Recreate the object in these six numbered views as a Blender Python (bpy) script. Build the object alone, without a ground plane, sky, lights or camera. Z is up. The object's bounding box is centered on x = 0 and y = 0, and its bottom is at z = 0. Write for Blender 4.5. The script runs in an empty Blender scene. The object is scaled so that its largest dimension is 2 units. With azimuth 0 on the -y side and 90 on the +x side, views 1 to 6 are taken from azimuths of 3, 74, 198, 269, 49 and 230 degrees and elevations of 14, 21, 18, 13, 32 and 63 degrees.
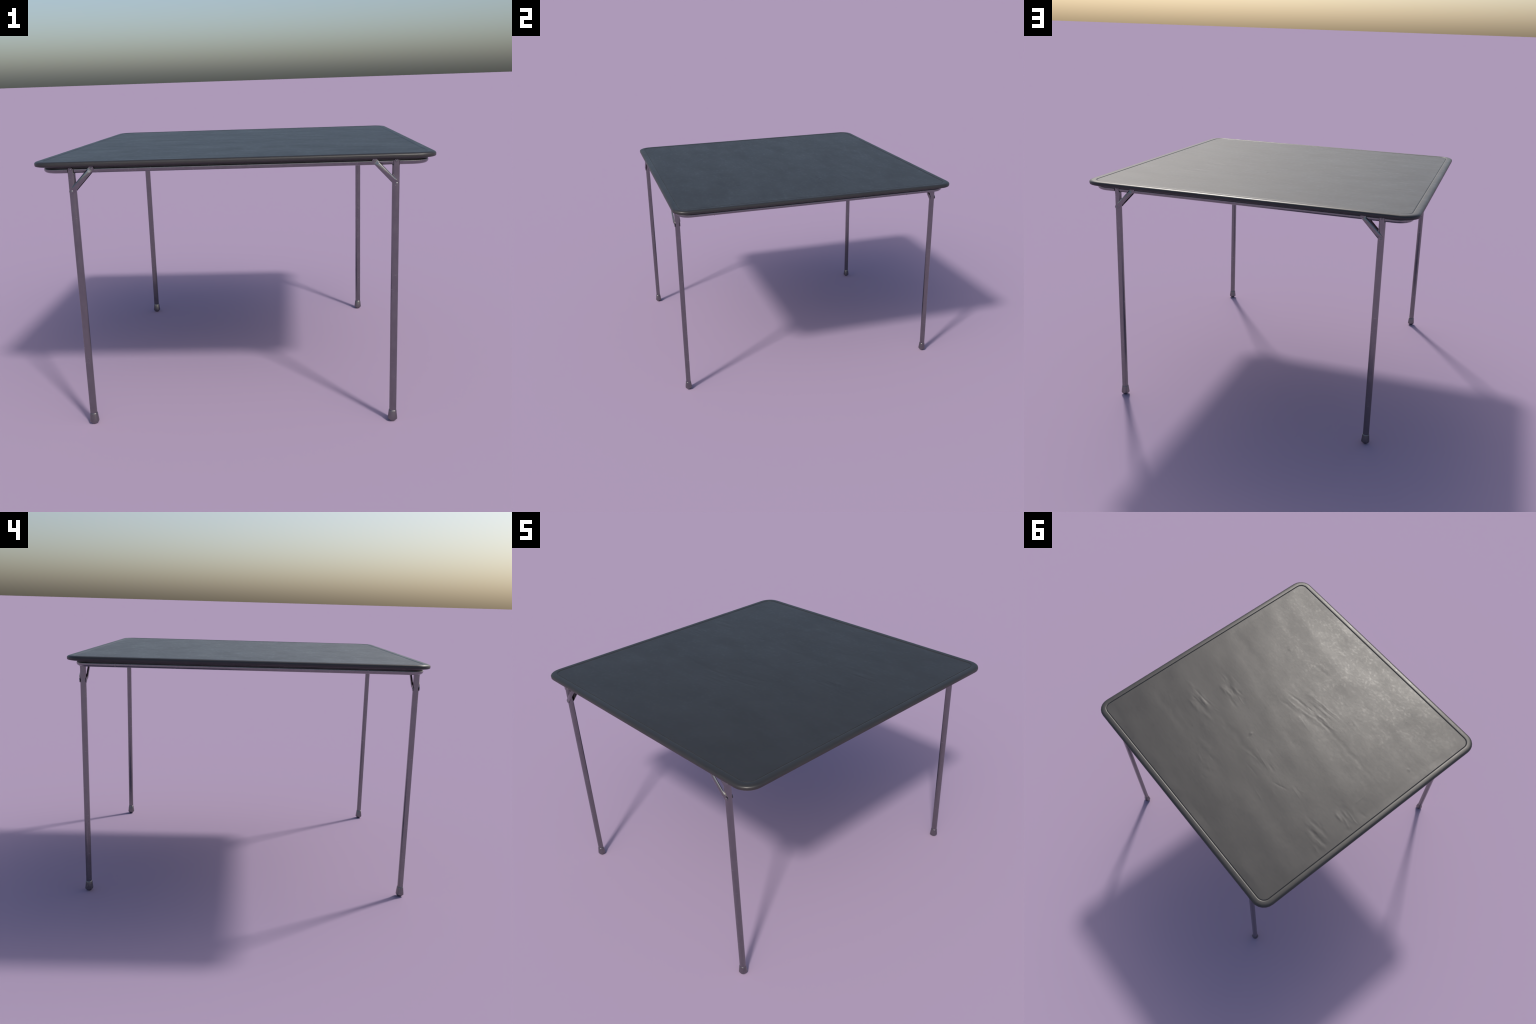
"""A square folding card table: padded dark vinyl top with a rolled rim and a
piping groove, a steel apron ring, four straight steel legs with feet, and two
folding braces on every leg."""
import bpy, bmesh, math, random
import numpy as np
from mathutils import Vector, Matrix

rng = np.random.default_rng(7)

# ------------------------------------------------------------------ sizes (m)
TOP_HALF, TOP_RADIUS = 1.0, 0.096        # outline of the rim
RIM_WIDTH = 0.0445                       # edge to the middle of the piping groove
TOP_Z, PANEL_Z, GROOVE_DEPTH = 1.4212, 1.4198, 0.0024
APRON_HALF = (0.9640, 0.9640)
APRON_CENTRE = (0.0030, -0.0075)
APRON_RADIUS, APRON_DEPTH = 0.092, 0.036
APRON_LOW, APRON_HIGH = 1.3611, 1.3845
LEG_POSITIONS = [(-0.8030, -0.9553), (0.7985, -0.9553), (-0.8030, 0.9390), (0.7985, 0.9390)]
LEG_SPLAY = 0.0042                       # the feet stand this much further out along x
LEG_SIZE = (0.0363, 0.0322)
LEG_TOP, FOOT_TOP = 1.3650, 0.0600
BRACE_LOW_Z, BRACE_HIGH_Z, BRACE_RUN = 1.2712, 1.3832, 0.1070

# ------------------------------------------------------------------ helpers
def link(obj, parent=None):
    bpy.context.scene.collection.objects.link(obj)
    if parent:
        obj.parent = parent
    return obj


def make(name, verts, faces, material, parent=None, smooth_angle=40.0, recalc=True):
    me = bpy.data.meshes.new(name)
    me.from_pydata([tuple(v) for v in verts], [], faces)
    if recalc:
        bm = bmesh.new()
        bm.from_mesh(me)
        bmesh.ops.recalc_face_normals(bm, faces=bm.faces)
        bm.to_mesh(me)
        bm.free()
    me.materials.append(material)
    shade(me, smooth_angle)
    return link(bpy.data.objects.new(name, me), parent)


def shade(me, angle):
    me.polygons.foreach_set("use_smooth", [True] * len(me.polygons))
    if angle is not None:
        me.set_sharp_from_angle(angle=math.radians(angle))


def rounded_rectangle(hx, hy, radius, segments, cx=0.0, cy=0.0, straight=1):
    """Outline (counter-clockwise) and its outward corner directions."""
    pts = []
    for k, (sx, sy) in enumerate([(1, 1), (-1, 1), (-1, -1), (1, -1)]):
        for i in range(segments + 1):
            a = math.pi / 2 * (k + i / segments)
            pts.append((cx + sx * (hx - radius) + radius * math.cos(a),
                        cy + sy * (hy - radius) + radius * math.sin(a)))
    if straight > 1:                       # split the long sides
        out, per = [], segments + 1
        for k in range(4):
            arc = pts[k * per:(k + 1) * per]
            nxt = pts[((k + 1) % 4) * per]
            out += arc
            for j in range(1, straight):
                t = j / straight
                out.append((arc[-1][0] * (1 - t) + nxt[0] * t, arc[-1][1] * (1 - t) + nxt[1] * t))
        pts = out
    return pts


def loft(rings, closed_profile=True, caps=False):
    n, verts, faces = len(rings[0]), [], []
    for r in rings:
        verts += r
    last = len(rings) if closed_profile else len(rings) - 1
    for i in range(last):
        a, b = i * n, ((i + 1) % len(rings)) * n
        for j in range(n):
            k = (j + 1) % n
            faces.append((a + j, a + k, b + k, b + j))
    if caps:
        faces.append(tuple(range(n))[::-1])
        faces.append(tuple(range((len(rings) - 1) * n, len(rings) * n)))
    return verts, faces


def arc(cx, cz, r, a0, a1, n):
    return [(cx + r * math.cos(math.radians(a0 + (a1 - a0) * i / n)),
             cz + r * math.sin(math.radians(a0 + (a1 - a0) * i / n))) for i in range(n + 1)]


# ------------------------------------------------------------------ materials
class Nodes:
    def __init__(self, name):
        self.mat = bpy.data.materials.new(name)
        self.mat.use_nodes = True
        self.t = self.mat.node_tree
        self.bsdf = self.t.nodes["Principled BSDF"]
        self.coord = self.t.nodes.new("ShaderNodeTexCoord")

    def add(self, kind, **values):
        n = self.t.nodes.new(kind)
        for k, v in values.items():
            if hasattr(n, k):
                setattr(n, k, v)
            else:
                n.inputs[k].default_value = v
        return n

    def wire(self, a, b):
        self.t.links.new(a, b)

    def noise(self, stretch, scale, detail=3.0, rough=0.55, turn=0.0):
        m = self.add("ShaderNodeMapping")
        m.inputs["Scale"].default_value = stretch
        m.inputs["Rotation"].default_value = (0, 0, math.radians(turn))
        self.wire(self.coord.outputs["Object"], m.inputs["Vector"])
        n = self.add("ShaderNodeTexNoise", Scale=scale, Detail=detail, Roughness=rough)
        self.wire(m.outputs[0], n.inputs["Vector"])
        return n.outputs[0]

    def spread(self, value, lo, hi, to_lo, to_hi):
        n = self.add("ShaderNodeMapRange")
        for i, v in zip((1, 2, 3, 4), (lo, hi, to_lo, to_hi)):
            n.inputs[i].default_value = v
        self.wire(value, n.inputs[0])
        return n.outputs[0]

    def math(self, op, a, b):
        n = self.add("ShaderNodeMath", operation=op)
        for i, v in enumerate((a, b)):
            if isinstance(v, (int, float)):
                n.inputs[i].default_value = v
            else:
                self.wire(v, n.inputs[i])
        return n.outputs[0]

    def mix(self, factor, a, b):
        n = self.add("ShaderNodeMix", data_type="RGBA")
        n.inputs["A"].default_value, n.inputs["B"].default_value = (*a, 1), (*b, 1)
        self.wire(factor, n.inputs["Factor"])
        return n.outputs["Result"]

    def bump(self, height, distance, strength=1.0, normal=None):
        n = self.add("ShaderNodeBump", Distance=distance, Strength=strength)
        self.wire(height, n.inputs["Height"])
        if normal:
            self.wire(normal, n.inputs["Normal"])
        return n.outputs[0]


def vinyl(name, base=(0.023, 0.022, 0.0215), rough=0.42, grain=1.0):
    m = Nodes(name)
    cloud = m.noise((1.0, 2.2, 1.0), 3.0, 4.0, 0.6, 6)
    patch = m.noise((1.0, 1.6, 1.0), 9.0, 4.0, 0.6, 8)
    pebble = m.noise((1.0, 1.3, 1.0), 46.0, 0.8, 0.4, 12)
    streak = m.noise((1.0, 3.0, 1.0), 22.0, 3.0, 0.55, 10)
    fine = m.noise((1.0, 1.0, 1.0), 240.0, 2.0, 0.5)
    m.wire(m.mix(m.spread(cloud, 0.3, 0.7, 0, 1), base, tuple(c * 1.18 for c in base)), m.bsdf.inputs["Base Color"])
    both = m.math("ADD", m.math("MULTIPLY", cloud, 0.6), m.math("MULTIPLY", patch, 0.4))
    # small glossier spots, gathered in loose clusters, that only show near the highlight
    spots = m.math("MULTIPLY", m.spread(pebble, 0.50, 0.78, 0, 1), m.spread(patch, 0.40, 0.60, 0.3, 1.0))
    gloss = m.math("MULTIPLY", spots, -0.065)
    m.wire(m.math("ADD", m.spread(both, 0.35, 0.65, rough + 0.03, rough - 0.03), gloss), m.bsdf.inputs["Roughness"])
    n = m.bump(patch, 0.00032 * grain)
    n = m.bump(streak, 0.00012 * grain, 1.0, n)
    n = m.bump(fine, 0.00003 * grain, 1.0, n)
    m.wire(n, m.bsdf.inputs["Normal"])
    return m.mat


def steel(name, base=(0.255, 0.25, 0.25), rough=0.20):
    m = Nodes(name)
    blotch = m.noise((1, 1, 0.35), 38.0, 4.0, 0.6)
    speck = m.noise((1, 1, 0.8), 90.0, 2.0, 0.6)
    scuff = m.noise((0.25, 0.25, 1.6), 95.0, 2.0, 0.5)
    worn = m.math("MAXIMUM", m.spread(speck, 0.64, 0.80, 0, 0.55), m.spread(scuff, 0.66, 0.80, 0, 0.6))
    tone = m.mix(m.spread(blotch, 0.3, 0.7, 0, 1), tuple(c * 0.92 for c in base), tuple(c * 1.06 for c in base))
    blend = m.add("ShaderNodeMix", data_type="RGBA")
    m.wire(worn, blend.inputs["Factor"])
    m.wire(tone, blend.inputs["A"])
    blend.inputs["B"].default_value = (0.33, 0.335, 0.325, 1)
    m.wire(blend.outputs["Result"], m.bsdf.inputs["Base Color"])
    m.bsdf.inputs["Metallic"].default_value = 1.0
    m.wire(m.spread(m.math("ADD", blotch, m.math("MULTIPLY", worn, 0.35)), 0.3, 0.9, rough - 0.02, rough + 0.12), m.bsdf.inputs["Roughness"])
    n = m.bump(blotch, 0.00015)
    m.wire(n, m.bsdf.inputs["Normal"])
    return m.mat


def board(name):
    m = Nodes(name)
    g = m.noise((1, 6, 1), 40.0, 4.0)
    m.wire(m.mix(g, (0.030, 0.028, 0.027), (0.045, 0.042, 0.040)), m.bsdf.inputs["Base Color"])
    m.bsdf.inputs["Roughness"].default_value = 0.75
    return m.mat


VINYL, RIM_VINYL = vinyl("dark_vinyl"), vinyl("dark_vinyl_rim", rough=0.40, grain=0.5)
STEEL, BOARD = steel("brushed_grey_steel"), board("dark_fibreboard")
FOOT_STEEL = steel("darker_foot_steel", (0.225, 0.22, 0.22), 0.27)
RIVET = steel("bright_rivet_steel", (0.28, 0.275, 0.27), 0.34)

# ------------------------------------------------------------------ the table
table = link(bpy.data.objects.new("folding_table", None))
table["label"] = "square folding card table, black padded vinyl top, grey steel legs"
table["category"] = "folding table"


# ---- padded vinyl panel: a fine grid bent to a rounded square, with creases
def crease_field(X, Y):
    """Shallow wrinkles of stretched vinyl: short strokes that run along x.
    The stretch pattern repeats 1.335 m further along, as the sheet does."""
    strokes = [  # x, y of the start, x, y of the end, half width, height (mm)
        (0.56, 0.168, 0.50, 0.174, 0.009, 0.9), (0.52, 0.152, 0.43, 0.162, 0.011, 1.3),
        (0.51, 0.098, 0.44, 0.104, 0.008, 0.8), (0.61, 0.086, 0.48, 0.112, 0.016, -1.0),
        (0.57, 0.130, 0.47, 0.140, 0.012, -0.8), (0.43, 0.172, 0.36, 0.180, 0.012, -0.6),
        (0.58, 0.420, 0.48, 0.425, 0.012, 0.9), (0.64, 0.336, 0.49, 0.327, 0.009, -0.7),
        (0.60, 0.352, 0.47, 0.345, 0.009, 0.6), (0.58, 0.385, 0.43, 0.380, 0.014, -0.8),
        (0.62, 0.372, 0.50, 0.366, 0.009, 0.5), (0.47, 0.400, 0.38, 0.398, 0.016, 0.6),
        (-0.08, -0.246, -0.19, -0.250, 0.009, 1.2), (0.02, -0.321, -0.17, -0.343, 0.007, 0.8),
        (0.00, -0.300, -0.19, -0.322, 0.007, -0.7), (-0.02, -0.283, -0.17, -0.300, 0.007, 0.7),
        (0.17, -0.112, 0.06, -0.134, 0.012, -1.0), (0.16, -0.203, 0.01, -0.222, 0.011, -1.0),
        (0.02, -0.140, -0.19, -0.185, 0.013, -1.1), (0.06, -0.165, -0.12, -0.205, 0.011, 0.8),
        (-0.10, -0.222, -0.24, -0.226, 0.010, -0.8),
        (0.535, 0.012, 0.540, -0.075, 0.004, 0.45), (0.104, 0.238, 0.090, 0.240, 0.009, 1.1),
        (0.088, 0.262, 0.080, 0.262, 0.010, -0.7), (0.507, -0.456, 0.485, -0.458, 0.010, 0.8),
        (0.30, 0.560, 0.16, 0.568, 0.020, 0.5), (0.25, -0.520, 0.12, -0.532, 0.018, -0.5),
        (0.40, -0.300, 0.27, -0.292, 0.022, 0.5), (-0.02, 0.04, -0.18, 0.03, 0.024, -0.5),
    ]
    long_folds = [(0.95, -0.214, 0.60, -0.203, 0.022, -0.8), (-0.18, -0.230, -0.72, -0.208, 0.020, -0.9),
                  (0.30, 0.330, -0.25, 0.350, 0.030, -0.6), (-0.30, 0.62, -0.85, 0.60, 0.035, 0.6),
                  (0.80, 0.58, 0.40, 0.60, 0.030, -0.5), (-0.25, -0.62, -0.80, -0.60, 0.040, 0.5)]
    period = 1.335
    every = long_folds + strokes + [(a - period, b, c - period, d, w, h) for a, b, c, d, w, h in strokes]
    every += [(a + period, b, c + period, d, w, h) for a, b, c, d, w, h in strokes if c + period < 0.97]
    # finer puckers gathered round the big ones
    for cx, cy, sx, sy, count in ((0.50, 0.13, 0.07, 0.05, 16), (0.55, 0.37, 0.07, 0.04, 14), (-0.83, 0.12, 0.06, 0.05, 14),
                                  (-0.80, 0.38, 0.06, 0.04, 14), (-0.02, -0.23, 0.11, 0.07, 26), (-0.35, -0.40, 0.2, 0.1, 12),
                                  (0.1, 0.55, 0.3, 0.15, 14), (-0.2, 0.30, 0.25, 0.10, 14)):
        for _ in range(count):
            x, y = cx + rng.normal(0, sx), cy + rng.normal(0, sy)
            L, tilt = rng.uniform(0.03, 0.11), rng.normal(0.05, 0.20)
            every.append((x + L / 2, y, x - L / 2, y + tilt * L, rng.uniform(0.005, 0.014), rng.uniform(0.15, 0.5) * rng.choice((-1, 1))))
    Z = np.zeros_like(X)
    for x0, y0, x1, y1, w, h in every:
        L = math.hypot(x1 - x0, y1 - y0)
        w, h = w * (1.15 + 0.35 * math.sin(x0 * 91 + y0 * 47)), h * (0.95 + 0.35 * math.sin(x0 * 57 + y1 * 83))
        tx, ty = (x1 - x0) / L, (y1 - y0) / L
        s = (X - x0) * tx + (Y - y0) * ty - L / 2
        d = -(X - x0) * ty + (Y - y0) * tx
        d = d + 0.25 * w * np.sin(s * 36 + x0 * 31) + 0.10 * w * np.sin(s * 103 + y0 * 57)
        Z += 0.001 * h * np.exp(-(d / w) ** 2) / (1 + np.exp((np.abs(s) - L / 2) / (0.15 * L)))
    return Z


def waves(X, Y, count, lx, ly, height):
    """Soft random undulation: a sum of plane waves, longer along x than y."""
    Z = np.zeros_like(X)
    for _ in range(count):
        kx, ky = rng.normal(0, 2 * math.pi / lx / 2), rng.normal(0, 2 * math.pi / ly / 2)
        Z += np.sin(kx * X + ky * Y + rng.uniform(0, math.tau))
    return Z * height / math.sqrt(count)


def build_panel():
    half = TOP_HALF - RIM_WIDTH + 0.0003
    radius = TOP_RADIUS - RIM_WIDTH
    edge = np.array([0, 0.0006, 0.0012, 0.0018, 0.0024, 0.0032, 0.004, 0.005, 0.007, 0.010])
    inner = np.linspace(0, half - 0.013, 270)
    side = np.concatenate([inner, half - edge[::-1]])
    u = np.concatenate([-side[:0:-1], side])
    n = len(u)
    U, V = np.meshgrid(u, u, indexing="ij")
    S = np.maximum(np.abs(U), np.abs(V))
    R = radius * (S / half) ** 6
    C = S - R
    dx, dy = np.abs(U) - C, np.abs(V) - C
    corner = (dx > 0) & (dy > 0)
    fit = np.where(corner, R / np.maximum(np.hypot(dx, dy), 1e-9), 1.0)
    X = np.where(corner, np.sign(U) * (C + dx * fit), U)
    Y = np.where(corner, np.sign(V) * (C + dy * fit), V)
    away = half - S
    drop = GROOVE_DEPTH * (1 - np.clip(away / 0.0042, 0, 1)) ** 1.7
    fade = np.clip(away / 0.05, 0, 1)
    Z = PANEL_Z - drop + fade * (crease_field(X, Y) * 0.60
        + waves(X, Y, 40, 0.46, 0.24, 0.00065) + waves(X, Y, 50, 0.22, 0.17, 0.00022) + waves(X, Y, 60, 0.20, 0.08, 0.00005))
    idx = np.arange(n * n).reshape(n, n)
    quads = np.stack([idx[:-1, :-1], idx[1:, :-1], idx[1:, 1:], idx[:-1, 1:]], -1).reshape(-1, 4)
    me = bpy.data.meshes.new("tabletop")
    me.vertices.add(n * n)
    me.vertices.foreach_set("co", np.stack([X, Y, Z], -1).astype(np.float32).ravel())
    me.loops.add(len(quads) * 4)
    me.loops.foreach_set("vertex_index", quads.astype(np.int32).ravel())
    me.polygons.add(len(quads))
    me.polygons.foreach_set("loop_start", np.arange(0, len(quads) * 4, 4, dtype=np.int32))
    me.update(calc_edges=True)
    me.validate()
    me.materials.append(VINYL)
    shade(me, 60)
    return link(bpy.data.objects.new("tabletop", me), table)


build_panel()


# ---- rolled rim: one profile swept round the rounded square
def build_rim():
    bottom = PANEL_Z - GROOVE_DEPTH
    # (distance in from the outline, height): groove, crown, rolled edge, underside
    profile = [(RIM_WIDTH, bottom - 0.012), (RIM_WIDTH, bottom), (RIM_WIDTH - 0.0012, bottom + 0.0007),
               (RIM_WIDTH - 0.0024, bottom + 0.0022), (RIM_WIDTH - 0.0036, TOP_Z - 0.0010),
               (RIM_WIDTH - 0.0055, TOP_Z - 0.0003), (0.034, TOP_Z), (0.026, TOP_Z)]
    a, b = 0.0200, 0.0115
    profile += [(a - a * math.sin(t), TOP_Z - b + b * math.cos(t)) for t in (math.radians(d) for d in range(12, 91, 13))]
    profile += [(0.0, 1.4035), (0.0004, 1.3998), (0.0016, 1.3976), (0.0045, 1.3960), (0.0120, 1.3945),
                (0.0200, 1.3935), (0.0500, 1.3930)]
    profile += [(0.0500, bottom - 0.012)]
    rings = []
    for d, z in profile:
        ring = rounded_rectangle(TOP_HALF - d, TOP_HALF - d, TOP_RADIUS - d, 6, straight=12)
        rings.append([(x, y, z) for x, y in ring])
    v, f = loft(rings)
    return make("rim", v, f, RIM_VINYL, table, 65)


build_rim()

# ---- board under the padding
edge = rounded_rectangle(0.9610, 0.9610, 0.105, 8, 0.0020, -0.0050)
v, f = loft([[(x, y, z) for x, y in edge] for z in (APRON_HIGH - 0.001, 1.3938)], False, True)
make("underside_board", v, f, VINYL, table, 30)


# ---- steel apron ring, notched where the legs are hinged
def build_apron():
    lo, hi, e = APRON_LOW, APRON_HIGH, 0.0045
    profile = [(APRON_DEPTH, hi)] + [(0 + e + e * math.cos(a), hi - e + e * math.sin(a)) for a in
               (math.radians(d) for d in (90, 112, 135, 157, 180))]
    ex, ez = 0.0200, 0.0150                # the lower edge is rolled well under
    profile += [(ex + ex * math.cos(a), lo + ez + ez * math.sin(a)) for a in
                (math.radians(d) for d in range(180, 271, 10))]
    profile += [(APRON_DEPTH, lo)]
    rings = [[(x, y, z) for x, y in rounded_rectangle(APRON_HALF[0] - d, APRON_HALF[1] - d,
              APRON_RADIUS - d, 8, *APRON_CENTRE, straight=8)] for d, z in profile]
    v, f = loft(rings)
    apron = make("apron_rail", v, f, STEEL, table, 40)
    bm = bmesh.new()
    for x, y in LEG_POSITIONS:
        out = -1 if y < 0 else 1
        face = APRON_CENTRE[1] + out * APRON_HALF[1]
        m = Matrix.Translation((x, face, 1.37)) @ Matrix.Diagonal((0.034, 0.016, 0.08, 1))
        bmesh.ops.create_cube(bm, size=1.0, matrix=m)
    me = bpy.data.meshes.new("notch_cutter")
    bm.to_mesh(me)
    bm.free()
    cutter = link(bpy.data.objects.new("notch_cutter", me))
    mod = apron.modifiers.new("notches", "BOOLEAN")
    mod.object, mod.operation, mod.solver = cutter, "DIFFERENCE", "EXACT"
    bpy.context.view_layer.update()
    cut = bpy.data.meshes.new_from_object(apron.evaluated_get(bpy.context.evaluated_depsgraph_get()))
    apron.modifiers.clear()
    apron.data = cut
    cut.name = "apron_rail"
    bpy.data.objects.remove(cutter)
    shade(cut, 40)
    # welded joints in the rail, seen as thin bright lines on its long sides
    for sx, sy in ((1, -0.73), (1, 0.648), (-1, 0.73), (-1, -0.648)):
        x = APRON_CENTRE[0] + sx * (APRON_HALF[0] - 0.0005)
        w, d = 0.0016, 0.0006
        verts = [(x + a * d, sy + b * w, c) for c in (lo + 0.002, hi - 0.002) for a, b in ((-1, -1), (1, -1), (1, 1), (-1, 1))]
        faces = [(0, 1, 2, 3), (4, 7, 6, 5)] + [(i, i + 4, (i + 1) % 4 + 4, (i + 1) % 4) for i in range(4)]
        make("weld_seam", verts, faces, RIVET, apron, 30)
    return apron


build_apron()


# ---- legs
def leg_section(scale_x, scale_y, corner=0.0132):
    return rounded_rectangle(LEG_SIZE[0] / 2 * scale_x, LEG_SIZE[1] / 2 * scale_y, corner * min(scale_x, scale_y), 5)


def leg_mesh():
    """Straight rounded-square tube, leaning out a little along -x at the foot."""
    rings = []
    for z, k in ((FOOT_TOP - 0.010, 1), (0.4, 1), (0.8, 1), (1.1, 1), (LEG_TOP - 0.008, 1), (LEG_TOP - 0.0015, 1), (LEG_TOP, 0.93)):
        lean = -LEG_SPLAY * (1 - z / LEG_TOP)
        rings.append([(x * k + lean, y * k, z) for x, y in leg_section(1, 1)])
    return loft(rings, False, True)


def foot_mesh():
    w, wy = 0.0490 / LEG_SIZE[0], 0.0462 / LEG_SIZE[1]
    levels = [(FOOT_TOP + 0.001, 0.0), (FOOT_TOP, 0.18), (FOOT_TOP - 0.003, 0.30), (0.016, 1.0), (0.012, 0.97)]
    rings = [[(x, y, z) for x, y in leg_section(1 + (w - 1) * k, 1 + (wy - 1) * k, 0.0140)] for z, k in levels]
    rings.append([(x, y, 0.0) for x, y in leg_section(0.70, 0.80, 0.0140)])
    return loft(rings, False, True)


def dome(radius, height, segments=14, rings=4):
    """Rivet head: a dome that bulges along +y from y = 0."""
    v, f = [], []
    r = [[(radius * math.cos(a) * math.cos(t), height * math.sin(t), radius * math.sin(a) * math.cos(t))
          for a in (math.tau * i / segments for i in range(segments))]
         for t in (math.pi / 2 * k / rings * 0.93 for k in range(rings + 1))]
    return loft(r, False, True)


def brace_mesh():
    """Stamped strut along local x, flat on y = 0, ridge towards +y:
    two rounded flat tabs and a raised channel between them."""
    L = math.hypot(BRACE_RUN, BRACE_HIGH_Z - BRACE_LOW_Z)
    w, t, tall, end = 0.0132, 0.0032, 0.0085, 0.0125
    stations = []                        # (x, half width, ridge height 0..1)
    for i in range(7):                   # rounded tip
        a = math.pi / 2 * i / 6
        stations.append((-end * math.cos(a), max(w * math.sin(a), 0.0012), 0.0))
    stations += [(0.010, w, 0.0), (0.017, w, 0.55), (0.023, w, 1.0)]
    stations += [(L - x, b, h) for x, b, h in stations[::-1]]
    rings = []
    for x, b, h in stations:
        z = t + (tall - t) * h
        f = 0.56
        rings.append([(x, 0.0, -b), (x, t, -b), (x, t + 0.3 * (z - t), -b + b * 0.12), (x, z - 0.12 * (z - t), -b * (f + 0.06)),
                      (x, z, -b * (f - 0.08)), (x, z, b * (f - 0.08)), (x, z - 0.12 * (z - t), b * (f + 0.06)),
                      (x, t + 0.3 * (z - t), b - b * 0.12), (x, t, b), (x, 0.0, b)])
    return loft(rings, False, True)


def ear_mesh():
    """Flattened hinge tab on top of the leg, facing +y."""
    w, low, high, t = 0.0122, 1.352, 1.3815, 0.006
    out = [(-w * 1.05, low), (w * 1.05, low)] + [(w * math.cos(a), high + w * 0.75 * math.sin(a)) for a in
           (math.pi * i / 10 for i in range(11))]
    rings = [[(x, 0, z) for x, z in out], [(x, t - 0.0012, z) for x, z in out],
             [(x * 0.9, t, low + (z - low) * 0.985) for x, z in out]]
    return loft(rings, False, True)


shared = {}
def part(name, build, material, parent, matrix, angle=40.0):
    """A repeat of a part: every copy shares one mesh."""
    if name not in shared:
        v, f = build()
        shared[name] = make(name, v, f, material, parent, angle)
        obj = shared[name]
    else:
        obj = link(shared[name].copy(), parent)
    obj.parent = parent
    obj.matrix_parent_inverse = Matrix.Identity(4)
    obj.matrix_local = matrix
    return obj


for number, (lx, ly) in enumerate(LEG_POSITIONS):
    out = -1 if ly < 0 else 1            # towards the near edge, along y
    inward = 1 if lx < 0 else -1         # towards the middle, along x
    turned = Matrix.Identity(4) if lx < 0 else Matrix.Rotation(math.pi, 4, "Z")
    leg = part("leg", leg_mesh, STEEL, table, Matrix.Translation((lx, ly, 0)) @ turned, 50)
    back = turned.inverted()             # parts of the leg are placed in the table's directions
    part("foot", foot_mesh, FOOT_STEEL, leg, Matrix.Translation((-LEG_SPLAY * 0.8, 0, 0)), 40)
    facing = Matrix.Identity(4) if out > 0 else Matrix.Rotation(math.pi, 4, "Z")
    face = out * LEG_SIZE[1] / 2
    part("hinge_tab", ear_mesh, STEEL, leg, back @ Matrix.Translation((0, face - out * 0.0045, 0)) @ facing, 40)
    part("rivet", lambda: dome(0.0070, 0.0042), RIVET, leg, back @ Matrix.Translation((0, face + out * 0.0012, 1.3812)) @ facing, 60)
    rise = math.atan2(BRACE_HIGH_Z - BRACE_LOW_Z, BRACE_RUN)
    for side in (out, -out):             # one brace on each face of the leg
        # local x runs up the brace, local y is the outward face
        ax = Vector((inward * math.cos(rise), 0, math.sin(rise)))
        ay = Vector((0, side, 0))
        az = ax.cross(ay)
        rot = Matrix((ax, ay, az)).transposed().to_4x4()
        base = Vector((-inward * 0.002, side * (LEG_SIZE[1] / 2 + (0.0004 if side == out else -0.0008)), BRACE_LOW_Z))
        part("brace", brace_mesh, STEEL, leg, back @ Matrix.Translation(base) @ rot, 35)
        turn = Matrix.Identity(4) if side > 0 else Matrix.Rotation(math.pi, 4, "Z")
        for along in (0.0, math.hypot(BRACE_RUN, BRACE_HIGH_Z - BRACE_LOW_Z)):
            spot = base + ax * along + ay * 0.0030
            part("brace_rivet", lambda: dome(0.0062, 0.0018), RIVET, leg, back @ Matrix.Translation(spot) @ turn, 60)
